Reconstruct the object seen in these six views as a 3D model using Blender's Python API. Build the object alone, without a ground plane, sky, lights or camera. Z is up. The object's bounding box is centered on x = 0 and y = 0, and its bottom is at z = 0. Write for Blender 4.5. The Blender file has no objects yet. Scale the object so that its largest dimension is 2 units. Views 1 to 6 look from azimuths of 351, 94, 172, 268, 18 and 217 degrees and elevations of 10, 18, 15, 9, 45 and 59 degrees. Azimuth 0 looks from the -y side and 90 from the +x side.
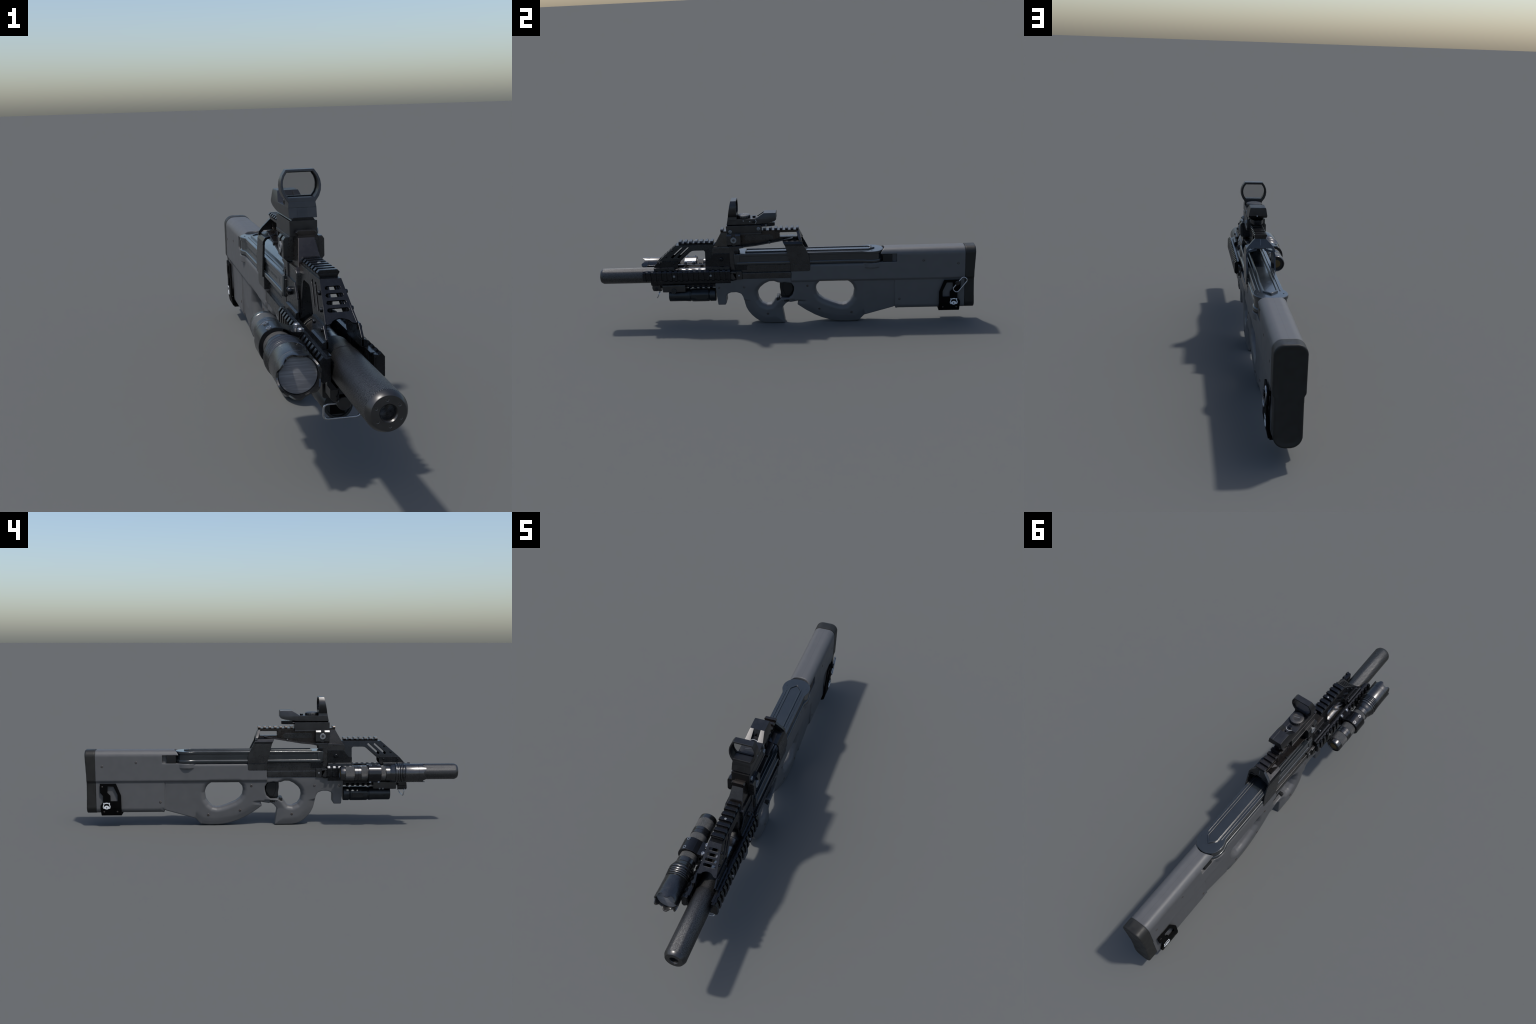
import bpy, bmesh, math, random
import numpy as np
from mathutils import Vector, Matrix
from mathutils.geometry import tessellate_polygon

random.seed(11)
LAMP_Z = 0.2918
LAMP_X = -0.1240      # axis of the flank lamp, from the mid-plane
MID = 0.052            # the gun's mid-plane in the scene (lamp hangs far out on -x)
COL = bpy.context.scene.collection

# ------------------------------------------------------------------ materials
def new_mat(name):
    m = bpy.data.materials.new(name); m.use_nodes = True
    nt = m.node_tree
    b = nt.nodes["Principled BSDF"]
    return m, nt, b

def mat_plain(name, col, rough, metal=0.0, var=0.25, scale=14.0, rvar=0.12, bump=0.0,
              bscale=500.0, spec=0.5, stretch=(1, 1, 1), coat=0.0):
    m, nt, b = new_mat(name)
    N, Lk = nt.nodes, nt.links
    tc = N.new("ShaderNodeTexCoord"); mp = N.new("ShaderNodeMapping")
    mp.inputs["Scale"].default_value = stretch
    Lk.new(tc.outputs["Object"], mp.inputs["Vector"])
    n1 = N.new("ShaderNodeTexNoise"); n1.inputs["Scale"].default_value = scale
    n1.inputs["Detail"].default_value = 6; n1.inputs["Roughness"].default_value = 0.65
    Lk.new(mp.outputs[0], n1.inputs["Vector"])
    r = N.new("ShaderNodeMapRange")
    r.inputs[1].default_value = 0.3; r.inputs[2].default_value = 0.7
    r.inputs[3].default_value = 1 - var; r.inputs[4].default_value = 1 + var
    Lk.new(n1.outputs["Fac"], r.inputs[0])
    mx = N.new("ShaderNodeMix"); mx.data_type = 'RGBA'; mx.blend_type = 'MULTIPLY'
    mx.inputs[0].default_value = 1
    mx.inputs[6].default_value = (*col, 1)
    Lk.new(r.outputs[0], mx.inputs[7]); Lk.new(mx.outputs[2], b.inputs["Base Color"])
    r2 = N.new("ShaderNodeMapRange")
    r2.inputs[1].default_value = 0.3; r2.inputs[2].default_value = 0.7
    r2.inputs[3].default_value = max(0.03, rough - rvar); r2.inputs[4].default_value = min(1, rough + rvar)
    Lk.new(n1.outputs["Fac"], r2.inputs[0]); Lk.new(r2.outputs[0], b.inputs["Roughness"])
    b.inputs["Metallic"].default_value = metal
    b.inputs["Specular IOR Level"].default_value = spec
    b.inputs["Coat Weight"].default_value = coat
    if bump:
        n2 = N.new("ShaderNodeTexNoise"); n2.inputs["Scale"].default_value = bscale
        n2.inputs["Detail"].default_value = 2
        Lk.new(tc.outputs["Object"], n2.inputs["Vector"])
        bp = N.new("ShaderNodeBump"); bp.inputs["Strength"].default_value = bump
        bp.inputs["Distance"].default_value = 0.001
        Lk.new(n2.outputs["Fac"], bp.inputs["Height"]); Lk.new(bp.outputs[0], b.inputs["Normal"])
    return m

def math_node(nt, op, a, b=None):
    n = nt.nodes.new("ShaderNodeMath"); n.operation = op
    for i, v in enumerate((a, b)):
        if v is None: continue
        if isinstance(v, (int, float)): n.inputs[i].default_value = v
        else: nt.links.new(v, n.inputs[i])
    return n.outputs[0]

def mat_knurl(name, col, col_hi, rough, metal, cx, cz, radius, pitch, strength=0.6):
    """Diamond knurling on a cylinder that runs along y, centred on (cx, cz)."""
    m, nt, b = new_mat(name)
    N, Lk = nt.nodes, nt.links
    tc = N.new("ShaderNodeTexCoord"); sp = N.new("ShaderNodeSeparateXYZ")
    Lk.new(tc.outputs["Object"], sp.inputs[0])
    dx = math_node(nt, 'SUBTRACT', sp.outputs[0], cx)
    dz = math_node(nt, 'SUBTRACT', sp.outputs[2], cz)
    ang = math_node(nt, 'ARCTAN2', dx, dz)
    nturn = round(2 * math.pi * radius / pitch)
    u = math_node(nt, 'MULTIPLY', ang, float(nturn) / 2)
    v = math_node(nt, 'MULTIPLY', sp.outputs[1], math.pi / pitch)
    s1 = math_node(nt, 'SINE', math_node(nt, 'ADD', u, v))
    s2 = math_node(nt, 'SINE', math_node(nt, 'SUBTRACT', u, v))
    h = math_node(nt, 'MULTIPLY', math_node(nt, 'ABSOLUTE', s1), math_node(nt, 'ABSOLUTE', s2))
    noi = N.new("ShaderNodeTexNoise"); noi.inputs["Scale"].default_value = 330
    noi.inputs["Detail"].default_value = 4
    Lk.new(tc.outputs["Object"], noi.inputs["Vector"])
    mixv = math_node(nt, 'MULTIPLY', h, math_node(nt, 'MULTIPLY', math_node(nt, 'SUBTRACT', noi.outputs["Fac"], 0.05), 1.5))
    cr = N.new("ShaderNodeValToRGB")
    cr.color_ramp.elements[0].position = 0.1; cr.color_ramp.elements[0].color = (*col, 1)
    cr.color_ramp.elements[1].position = 0.95; cr.color_ramp.elements[1].color = (*col_hi, 1)  # pale crests paint the knurl's sunlit sparkle into the base colour
    Lk.new(mixv, cr.inputs[0]); Lk.new(cr.outputs[0], b.inputs["Base Color"])
    b.inputs["Roughness"].default_value = rough; b.inputs["Metallic"].default_value = metal
    bp = N.new("ShaderNodeBump"); bp.inputs["Strength"].default_value = strength
    bp.inputs["Distance"].default_value = 0.0012
    Lk.new(h, bp.inputs["Height"]); Lk.new(bp.outputs[0], b.inputs["Normal"])
    return m

M = {}
M['polymer'] = mat_plain("grey_polymer", (0.0775, 0.0790, 0.0825), 0.50, var=0.06, scale=20, rvar=0.05, bump=0.12, bscale=420, spec=0.4)
M['rubber']  = mat_plain("black_rubber", (0.0145, 0.0145, 0.0135), 0.5, var=0.2, scale=30, bump=0.1, bscale=300, spec=0.3)
M['steel']   = mat_plain("dark_steel", (0.060, 0.061, 0.064), 0.28, metal=0.9, var=0.14, scale=26, rvar=0.04, bump=0.04)
M['warm_steel'] = mat_plain("warm_dark_steel", (0.052, 0.047, 0.0455), 0.28, metal=0.9, var=0.15, scale=26, rvar=0.04, bump=0.04)
M['black']   = mat_plain("black_alloy", (0.027, 0.0285, 0.032), 0.27, metal=0.9, var=0.15, scale=30, rvar=0.04, bump=0.03)
M['flat']    = mat_plain("flat_black_plate", (0.0018, 0.0018, 0.0019), 0.6, var=0.2, spec=0.05)
M['mag']     = mat_plain("smoked_plastic", (0.014, 0.0175, 0.0205), 0.2, var=0.15, scale=8, rvar=0.05, spec=0.7, coat=0.2)
M['lamp']    = mat_plain("anodised_alloy", (0.085, 0.086, 0.088), 0.27, metal=0.95, var=0.08, scale=30, rvar=0.03)
M['lamp2']   = mat_plain("dark_lamp_alloy", (0.034, 0.038, 0.042), 0.38, metal=0.8, var=0.2, scale=30, rvar=0.06)
M['clamp']   = mat_plain("clamp_alloy", (0.036, 0.037, 0.040), 0.25, metal=0.9, var=0.1, scale=30, rvar=0.03)
M['barrel']  = mat_plain("polished_barrel", (0.20, 0.195, 0.19), 0.27, metal=0.95, var=0.12, scale=30, rvar=0.05)
M['bright']  = mat_plain("bright_steel", (0.42, 0.43, 0.45), 0.3, metal=0.9, var=0.1, scale=60, rvar=0.08)
M['zinc']    = mat_plain("zinc_screw", (0.17, 0.18, 0.19), 0.38, metal=0.35, var=0.15, scale=80, rvar=0.08)
M['screw']   = mat_plain("browned_screw", (0.05, 0.042, 0.039), 0.42, metal=0.3, var=0.2, scale=200, rvar=0.05)
M['trigger'] = mat_plain("black_trigger", (0.007, 0.0075, 0.008), 0.45, var=0.2, spec=0.3)
M['white']   = mat_plain("white_print", (0.62, 0.64, 0.66), 0.6, var=0.05, spec=0.2)
M['amber']   = mat_plain("amber_rubber", (0.09, 0.055, 0.009), 0.6, var=0.2, scale=80)
M['sup_end'] = mat_plain("suppressor_cap", (0.065, 0.065, 0.066), 0.33, metal=0.85, var=0.1, scale=40, rvar=0.04)
M['dial']    = mat_plain("sight_dial", (0.085, 0.083, 0.082), 0.4, metal=0.8, var=0.1, scale=40, rvar=0.05)
M['sight']   = mat_plain("sight_alloy", (0.052, 0.052, 0.054), 0.35, metal=0.9, var=0.14, scale=30, rvar=0.03)
M['sup'] = mat_knurl("knurled_suppressor", (0.013, 0.0135, 0.0145), (0.24, 0.24, 0.24), 0.33, 0.85, 0.0, 0.28, 0.0428, 0.0046, 0.45)
M['lampk'] = mat_knurl("knurled_lamp", (0.045, 0.045, 0.045), (0.36, 0.36, 0.355), 0.40, 0.8, LAMP_X, LAMP_Z, 0.0375, 0.0034, 0.9)

def mat_lens_glass():
    m, nt, b = new_mat("sight_glass")
    b.inputs["Base Color"].default_value = (0.03, 0.03, 0.032, 1)
    b.inputs["Alpha"].default_value = 0.22
    b.inputs["Roughness"].default_value = 0.05
    return m
M['glass'] = mat_lens_glass()

def mat_lamp_lens():
    m, nt, b = new_mat("streaked_lamp_lens")
    N, Lk = nt.nodes, nt.links
    tc = N.new("ShaderNodeTexCoord"); mp = N.new("ShaderNodeMapping")
    mp.inputs["Rotation"].default_value = (0, math.radians(-40), 0)
    mp.inputs["Scale"].default_value = (22, 1, 260)
    Lk.new(tc.outputs["Object"], mp.inputs["Vector"])
    n = N.new("ShaderNodeTexNoise"); n.inputs["Scale"].default_value = 1.0; n.inputs["Detail"].default_value = 3
    Lk.new(mp.outputs[0], n.inputs["Vector"])
    cr = N.new("ShaderNodeValToRGB")
    cr.color_ramp.elements[0].position = 0.46; cr.color_ramp.elements[0].color = (0.15, 0.152, 0.16, 1)
    cr.color_ramp.elements[1].position = 0.70; cr.color_ramp.elements[1].color = (0.22, 0.224, 0.24, 1)
    Lk.new(n.outputs["Fac"], cr.inputs[0]); Lk.new(cr.outputs[0], b.inputs["Base Color"])
    b.inputs["Roughness"].default_value = 0.6; b.inputs["Specular IOR Level"].default_value = 0.1
    return m
M['lens'] = mat_lamp_lens()

# centre seam on the polymer stock: a thin dark parting line on its top
def add_parting_line(m):
    nt = m.node_tree; N, Lk = nt.nodes, nt.links
    b = nt.nodes["Principled BSDF"]
    src = b.inputs["Base Color"].links[0].from_socket
    tc = N.new("ShaderNodeTexCoord"); sp = N.new("ShaderNodeSeparateXYZ")
    Lk.new(tc.outputs["Object"], sp.inputs[0])
    near = math_node(nt, 'LESS_THAN', math_node(nt, 'ABSOLUTE', sp.outputs[0]), 0.0007)
    mx = N.new("ShaderNodeMix"); mx.data_type = 'RGBA'; mx.blend_type = 'MULTIPLY'
    Lk.new(near, mx.inputs[0]); Lk.new(src, mx.inputs[6]); mx.inputs[7].default_value = (0.8, 0.8, 0.8, 1)
    Lk.new(mx.outputs[2], b.inputs["Base Color"])
add_parting_line(M['polymer'])

# ------------------------------------------------------------------ mesh helpers
ROOT = bpy.data.objects.new("submachine_gun", None)
ROOT.empty_display_size = 0.1
ROOT.location = (MID, 0, 0)
COL.objects.link(ROOT)
ROOT["label"] = "dark grey bullpup submachine gun with suppressor, lamp and reflex sight"
ROOT["category"] = "gun"

def link(obj, parent):
    COL.objects.link(obj)
    obj.parent = parent if parent is not None else ROOT
    return obj

def finish(name, verts, faces, mat, parent=None, angle=38, weighted=True, merge=1e-5):
    me = bpy.data.meshes.new(name)
    me.from_pydata([tuple(v) for v in verts], [], [tuple(f) for f in faces])
    bm = bmesh.new(); bm.from_mesh(me)
    bmesh.ops.remove_doubles(bm, verts=bm.verts, dist=merge)
    bmesh.ops.dissolve_degenerate(bm, edges=bm.edges, dist=1e-6)
    bmesh.ops.recalc_face_normals(bm, faces=bm.faces)
    bm.to_mesh(me); bm.free()
    me.shade_smooth(); me.set_sharp_from_angle(angle=math.radians(angle))
    me.materials.append(M[mat] if isinstance(mat, str) else mat)
    ob = bpy.data.objects.new(name, me)
    link(ob, parent)
    if weighted:
        w = ob.modifiers.new("weighted_normal", 'WEIGHTED_NORMAL'); w.keep_sharp = True
    return ob

def copy_of(src, loc=(0, 0, 0), rot=None, scale=None, parent=None):
    o = src.copy(); o.location = loc
    if rot is not None: o.rotation_euler = rot
    if scale is not None: o.scale = scale
    COL.objects.link(o); o.parent = parent if parent is not None else src.parent
    return o

def fillet(pts, r, n=4):
    """Round the corners of a closed polygon; r is one radius or one per corner."""
    out = []; k = len(pts)
    rs = r if isinstance(r, (list, tuple)) else [r] * k
    for i in range(k):
        p = np.array(pts[i], float); a = np.array(pts[i - 1], float); b = np.array(pts[(i + 1) % k], float)
        va, vb = a - p, b - p; la, lb = np.linalg.norm(va), np.linalg.norm(vb)
        va /= la; vb /= lb
        c = np.clip(va @ vb, -1, 1); th = math.acos(c)
        if rs[i] <= 0 or th > math.pi - 0.05 or th < 0.05:
            out.append(tuple(p)); continue
        t = min(rs[i] / math.tan(th / 2), 0.46 * la, 0.46 * lb)
        rr = t * math.tan(th / 2)
        bis = va + vb; bis /= np.linalg.norm(bis)
        cen = p + bis * rr / math.sin(th / 2)
        s, e = p + va * t - cen, p + vb * t - cen
        a0 = math.atan2(s[1], s[0]); a1 = math.atan2(e[1], e[0])
        d = (a1 - a0 + math.pi) % (2 * math.pi) - math.pi
        for j in range(n + 1):
            an = a0 + d * j / n
            out.append((cen[0] + rr * math.cos(an), cen[1] + rr * math.sin(an)))
    return out

def area(p):
    return 0.5 * sum(p[i - 1][0] * p[i][1] - p[i][0] * p[i - 1][1] for i in range(len(p)))

def inset(p, d):
    """Offset a counter-clockwise polygon inwards by d (mitred)."""
    out = []; k = len(p)
    for i in range(k):
        a, b, c = (np.array(p[i - 1]), np.array(p[i]), np.array(p[(i + 1) % k]))
        e1, e2 = b - a, c - b
        n1 = np.array((-e1[1], e1[0])) / max(np.linalg.norm(e1), 1e-9)
        n2 = np.array((-e2[1], e2[0])) / max(np.linalg.norm(e2), 1e-9)
        m = n1 + n2; m /= max(np.linalg.norm(m), 1e-9)
        out.append(tuple(b + m * d / max(0.45, m @ n1)))
    return out

AX = {'x': lambda a, b, t: (t, a, b), 'y': lambda a, b, t: (a, t, b), 'z': lambda a, b, t: (a, b, t)}

def prism_data(outer, t0, t1, axis='x', holes=(), bev=0.0015, seg=2):
    """Solid with a polygonal outline, its rims rounded; t0/t1 may be functions of the outline point."""
    f0 = t0 if callable(t0) else (lambda a, b: t0)
    f1 = t1 if callable(t1) else (lambda a, b: t1)
    loops = []
    for j, lp in enumerate([outer] + list(holes)):
        lp = [tuple(q) for q in lp]
        if (area(lp) > 0) != (j == 0): lp = lp[::-1]
        loops.append(lp)
    prof = [(0.0, 1.0)] if bev <= 0 else [(1 - math.sin(i * math.pi / 2 / seg), 1 - math.cos(i * math.pi / 2 / seg)) for i in range(seg + 1)]
    # prof: (inset fraction, depth fraction) - from the side wall to the cap
    if bev > 0:
        prof = [(1 - math.cos(i * math.pi / 2 / seg), 1 - math.sin(i * math.pi / 2 / seg)) for i in range(seg + 1)]
    verts, faces, caps = [], [], ([], [])
    mk = AX[axis]
    for lp in loops:
        rings = []
        for side in (0, 1):
            order = prof if side == 1 else prof[::-1]
            for (ins, dep) in order:
                q = inset(lp, ins * bev) if ins > 0 else lp
                ring = []
                for a, b in q:
                    lo, hi = f0(a, b), f1(a, b)
                    t = lo + dep * bev if side == 0 else hi - dep * bev
                    ring.append(len(verts)); verts.append(mk(a, b, t))
                rings.append(ring)
        caps[0].append(rings[0]); caps[1].append(rings[-1])
        k = len(lp)
        for r0, r1 in zip(rings[:-1], rings[1:]):
            for i in range(k):
                j = (i + 1) % k
                faces.append((r0[i], r0[j], r1[j], r1[i]))
    pick = {'x': (1, 2), 'y': (0, 2), 'z': (0, 1)}[axis]
    for cap in caps:
        flat = [i for ring in cap for i in ring]
        tri = tessellate_polygon([[Vector((verts[i][pick[0]], verts[i][pick[1]], 0)) for i in ring] for ring in cap])
        faces += [tuple(flat[i] for i in t) for t in tri]
    return verts, faces

def prism(name, outer, t0, t1, mat, axis='x', holes=(), bev=0.0015, seg=2, parent=None):
    v, f = prism_data(outer, t0, t1, axis, holes, bev, seg)
    return finish(name, v, f, mat, parent, angle=48 if mat == 'mag' else 25)

def box(name, lo, hi, mat, bev=0.0015, r=0.0, axis='x', parent=None):
    i, j, k = {'x': (1, 2, 0), 'y': (0, 2, 1), 'z': (0, 1, 2)}[axis]
    p = [(lo[i], lo[j]), (hi[i], lo[j]), (hi[i], hi[j]), (lo[i], hi[j])]
    if r: p = fillet(p, r)
    return prism(name, p, lo[k], hi[k], mat, axis, bev=bev, parent=parent)

def mirrored(name, outer, t0, t1, mat, **kw):
    """The same plate on the +x and on the -x flank (t0 < t1 are distances from the mid-plane)."""
    g0 = t0 if callable(t0) else (lambda a, b: t0)
    g1 = t1 if callable(t1) else (lambda a, b: t1)
    a = prism(name, outer, g0, g1, mat, **kw)
    b = prism(name, outer, lambda p, q: -g1(p, q), lambda p, q: -g0(p, q), mat, **kw)
    return a, b

def join_data(*parts):
    V, F = [], []
    for v, f in parts:
        o = len(V); V += list(v); F += [tuple(i + o for i in q) for q in f]
    return V, F

def lathe_data(prof, centre=(0, 0), seg=48, axis='y', mod=None):
    """prof: (t, r) along the axis; mod(t, r, angle, index) -> (t, r) may warp it."""
    V, F = [], []
    for i, (t, r) in enumerate(prof):
        for s in range(seg):
            a = 2 * math.pi * s / seg
            tt, rr = mod(t, r, a, i) if mod else (t, r)
            c, d = rr * math.cos(a), rr * math.sin(a)
            V.append({'y': (centre[0] + c, tt, centre[1] + d),
                      'x': (tt, centre[0] + c, centre[1] + d),
                      'z': (centre[0] + c, centre[1] + d, tt)}[axis])
    for i in range(len(prof) - 1):
        for s in range(seg):
            u = (s + 1) % seg
            F.append((i * seg + s, i * seg + u, (i + 1) * seg + u, (i + 1) * seg + s))
    if prof[0][1] > 1e-6: F.append(tuple(range(seg)))
    if prof[-1][1] > 1e-6: F.append(tuple(range((len(prof) - 1) * seg, len(prof) * seg)))
    return V, F

def lathe(name, prof, mat, centre=(0, 0), seg=48, axis='y', mod=None, parent=None, angle=32):
    v, f = lathe_data(prof, centre, seg, axis, mod)
    return finish(name, v, f, mat, parent, angle=angle, weighted=False)

def tube(name, pts, r, mat, cyclic=False, parent=None, ring=10):
    P = [Vector(p) for p in pts]; n = len(P)
    V, F = [], []
    up = None
    for i in range(n):
        if cyclic: t = (P[(i + 1) % n] - P[i - 1]).normalized()
        else: t = (P[min(i + 1, n - 1)] - P[max(i - 1, 0)]).normalized()
        if up is None:
            up = Vector((1, 0, 0)) if abs(t.x) < 0.8 else Vector((0, 0, 1))
        nrm = (up - t * up.dot(t)).normalized(); up = nrm
        bi = t.cross(nrm)
        for s in range(ring):
            a = 2 * math.pi * s / ring
            V.append(P[i] + nrm * (r * math.cos(a)) + bi * (r * math.sin(a)))
    m = n if cyclic else n - 1
    for i in range(m):
        for s in range(ring):
            u = (s + 1) % ring; j = (i + 1) % n
            F.append((i * ring + s, i * ring + u, j * ring + u, j * ring + s))
    if not cyclic:
        F.append(tuple(range(ring))); F.append(tuple(range((n - 1) * ring, n * ring)))
    return finish(name, V, F, mat, parent, angle=50, weighted=False)

# ------------------------------------------------------------------ distance fields for the moulded polymer
def sd_poly(Y, Z, pts):
    P = np.array(pts, float); d = np.full(Y.shape, 1e9); s = np.ones(Y.shape)
    n = len(P); j = n - 1
    for i in range(n):
        e = P[j] - P[i]; wy, wz = Y - P[i][0], Z - P[i][1]
        t = np.clip((wy * e[0] + wz * e[1]) / (e @ e), 0, 1)
        by, bz = wy - e[0] * t, wz - e[1] * t
        d = np.minimum(d, by * by + bz * bz)
        c1 = Z >= P[i][1]; c2 = Z < P[j][1]; c3 = e[0] * wz > e[1] * wy
        flip = (c1 & c2 & c3) | (~c1 & ~c2 & ~c3)
        s = np.where(flip, -s, s); j = i
    return s * np.sqrt(d)

def rmax(a, b, r):
    """Intersection with a rounded edge of radius r."""
    return np.minimum(np.maximum(a, b), -r) + np.hypot(np.maximum(a + r, 0), np.maximum(b + r, 0))

def smoothstep(a, b, x):
    t = np.clip((x - a) / (b - a), 0, 1); return t * t * (3 - 2 * t)

def surface_net(F, org, h):
    """Quad mesh of the zero level of a sampled field (naive surface nets)."""
    S = F < 0
    nx, ny, nz = F.shape
    c = np.zeros((nx - 1, ny - 1, nz - 1), int)
    corners = [(i, j, k) for i in (0, 1) for j in (0, 1) for k in (0, 1)]
    for i, j, k in corners: c += S[i:nx - 1 + i, j:ny - 1 + j, k:nz - 1 + k]
    act = (c > 0) & (c < 8)
    ids = -np.ones(act.shape, int); idx = np.argwhere(act); ids[act] = np.arange(len(idx))
    acc = np.zeros((len(idx), 3)); cnt = np.zeros(len(idx))
    I, J, K = idx.T
    for a in range(8):
        for b in range(a + 1, 8):
            ca, cb = np.array(corners[a]), np.array(corners[b])
            if np.abs(ca - cb).sum() != 1: continue
            fa = F[I + ca[0], J + ca[1], K + ca[2]]; fb = F[I + cb[0], J + cb[1], K + cb[2]]
            m = (fa < 0) != (fb < 0)
            t = np.where(m, fa / np.where(m, fa - fb, 1), 0)
            acc += np.where(m[:, None], ca + t[:, None] * (cb - ca), 0); cnt += m
    V = (idx + acc / cnt[:, None]) * h + np.array(org)
    faces = []
    for ax in range(3):
        o = [a for a in range(3) if a != ax]
        s0 = [slice(None)] * 3; s1 = [slice(None)] * 3
        s0[ax] = slice(0, -1); s1[ax] = slice(1, None)
        e = np.argwhere(S[tuple(s0)] != S[tuple(s1)])
        ok = np.ones(len(e), bool)
        for a in o: ok &= (e[:, a] > 0) & (e[:, a] < F.shape[a] - 1)
        e = e[ok]
        q = []
        for da, db in ((-1, -1), (0, -1), (0, 0), (-1, 0)):
            f = e.copy(); f[:, o[0]] += da; f[:, o[1]] += db
            q.append(ids[f[:, 0], f[:, 1], f[:, 2]])
        faces.append(np.stack(q, 1))
    return V, np.concatenate(faces)

def net_object(name, F, org, h, mat, angle=40):
    V, Q = surface_net(F, org, h)
    me = bpy.data.meshes.new(name)
    me.from_pydata(V.tolist(), [], Q.tolist())
    bm = bmesh.new(); bm.from_mesh(me)
    bmesh.ops.recalc_face_normals(bm, faces=bm.faces)
    bm.to_mesh(me); bm.free()
    me.shade_smooth(); me.set_sharp_from_angle(angle=math.radians(angle))
    me.materials.append(M[mat])
    return link(bpy.data.objects.new(name, me), None)

# stock outline (y, z): butt at +y, fore grip at -y
BODY = [(1.0000, 0.072), (0.586, 0.072), (0.582, 0.084), (0.423, 0.039), (0.392, 0.006), (0.345, 0.001), (0.300, 0.001),
        (0.262, 0.005), (0.227, 0.013), (0.190, 0.025), (0.155, 0.041), (0.107, 0.070), (0.062, 0.103),
        (0.068, 0.122), (0.078, 0.127), (0.050, 0.121), (0.026, 0.117), (0.014, 0.119), (-0.001, 0.110), (-0.020, 0.087),
        (-0.013, 0.040), (-0.007, 0.0), (-0.100, 0.0), (-0.124, 0.004), (-0.147, 0.013), (-0.168, 0.028),
        (-0.187, 0.047), (-0.203, 0.068), (-0.215, 0.092), (-0.222, 0.120), (-0.228, 0.155), (-0.238, 0.174),
        (-0.262, 0.184), (-0.292, 0.183), (-0.309, 0.176), (-0.320, 0.162), (-0.320, 0.123), (-0.326, 0.112),
        (-0.366, 0.112), (-0.374, 0.214), (-0.374, 0.259), (-0.300, 0.259), (-0.226, 0.263), (0.036, 0.263),
        (0.036, 0.338), (0.470, 0.338), (0.470, 0.4085), (1.0000, 0.4085)]
THUMB_HOLE = [(0.369, 0.180), (0.361, 0.205), (0.350, 0.220), (0.335, 0.231), (0.185, 0.231), (0.168, 0.212), (0.164, 0.190),
              (0.168, 0.165), (0.180, 0.146), (0.205, 0.127), (0.248, 0.109), (0.282, 0.098), (0.305, 0.095),
              (0.326, 0.099), (0.347, 0.117), (0.363, 0.142)]
GRIP_HOLE = [(-0.040, 0.230), (-0.060, 0.238), (-0.085, 0.237), (-0.110, 0.225), (-0.134, 0.205), (-0.147, 0.184),
             (-0.150, 0.163), (-0.145, 0.135), (-0.130, 0.113), (-0.102, 0.101), (-0.078, 0.105), (-0.064, 0.122),
             (-0.054, 0.138), (-0.040, 0.142), (0.016, 0.142), (0.036, 0.158), (0.046, 0.185), (0.047, 0.208), (0.034, 0.230), (0.0, 0.236)]

def half_width(Y, Z):
    up = smoothstep(0.234, 0.250, Z)
    low = np.where(Y > 0.580, 0.0462, 0.0446 - 0.047 * np.clip(0.235 - Z, 0, 0.2))
    rear = low + (0.0530 - low) * up
    front = 0.0385 + 0.0070 * smoothstep(0.14, 0.25, Z)
    return np.where(Y > 0.036, rear, front)

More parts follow.
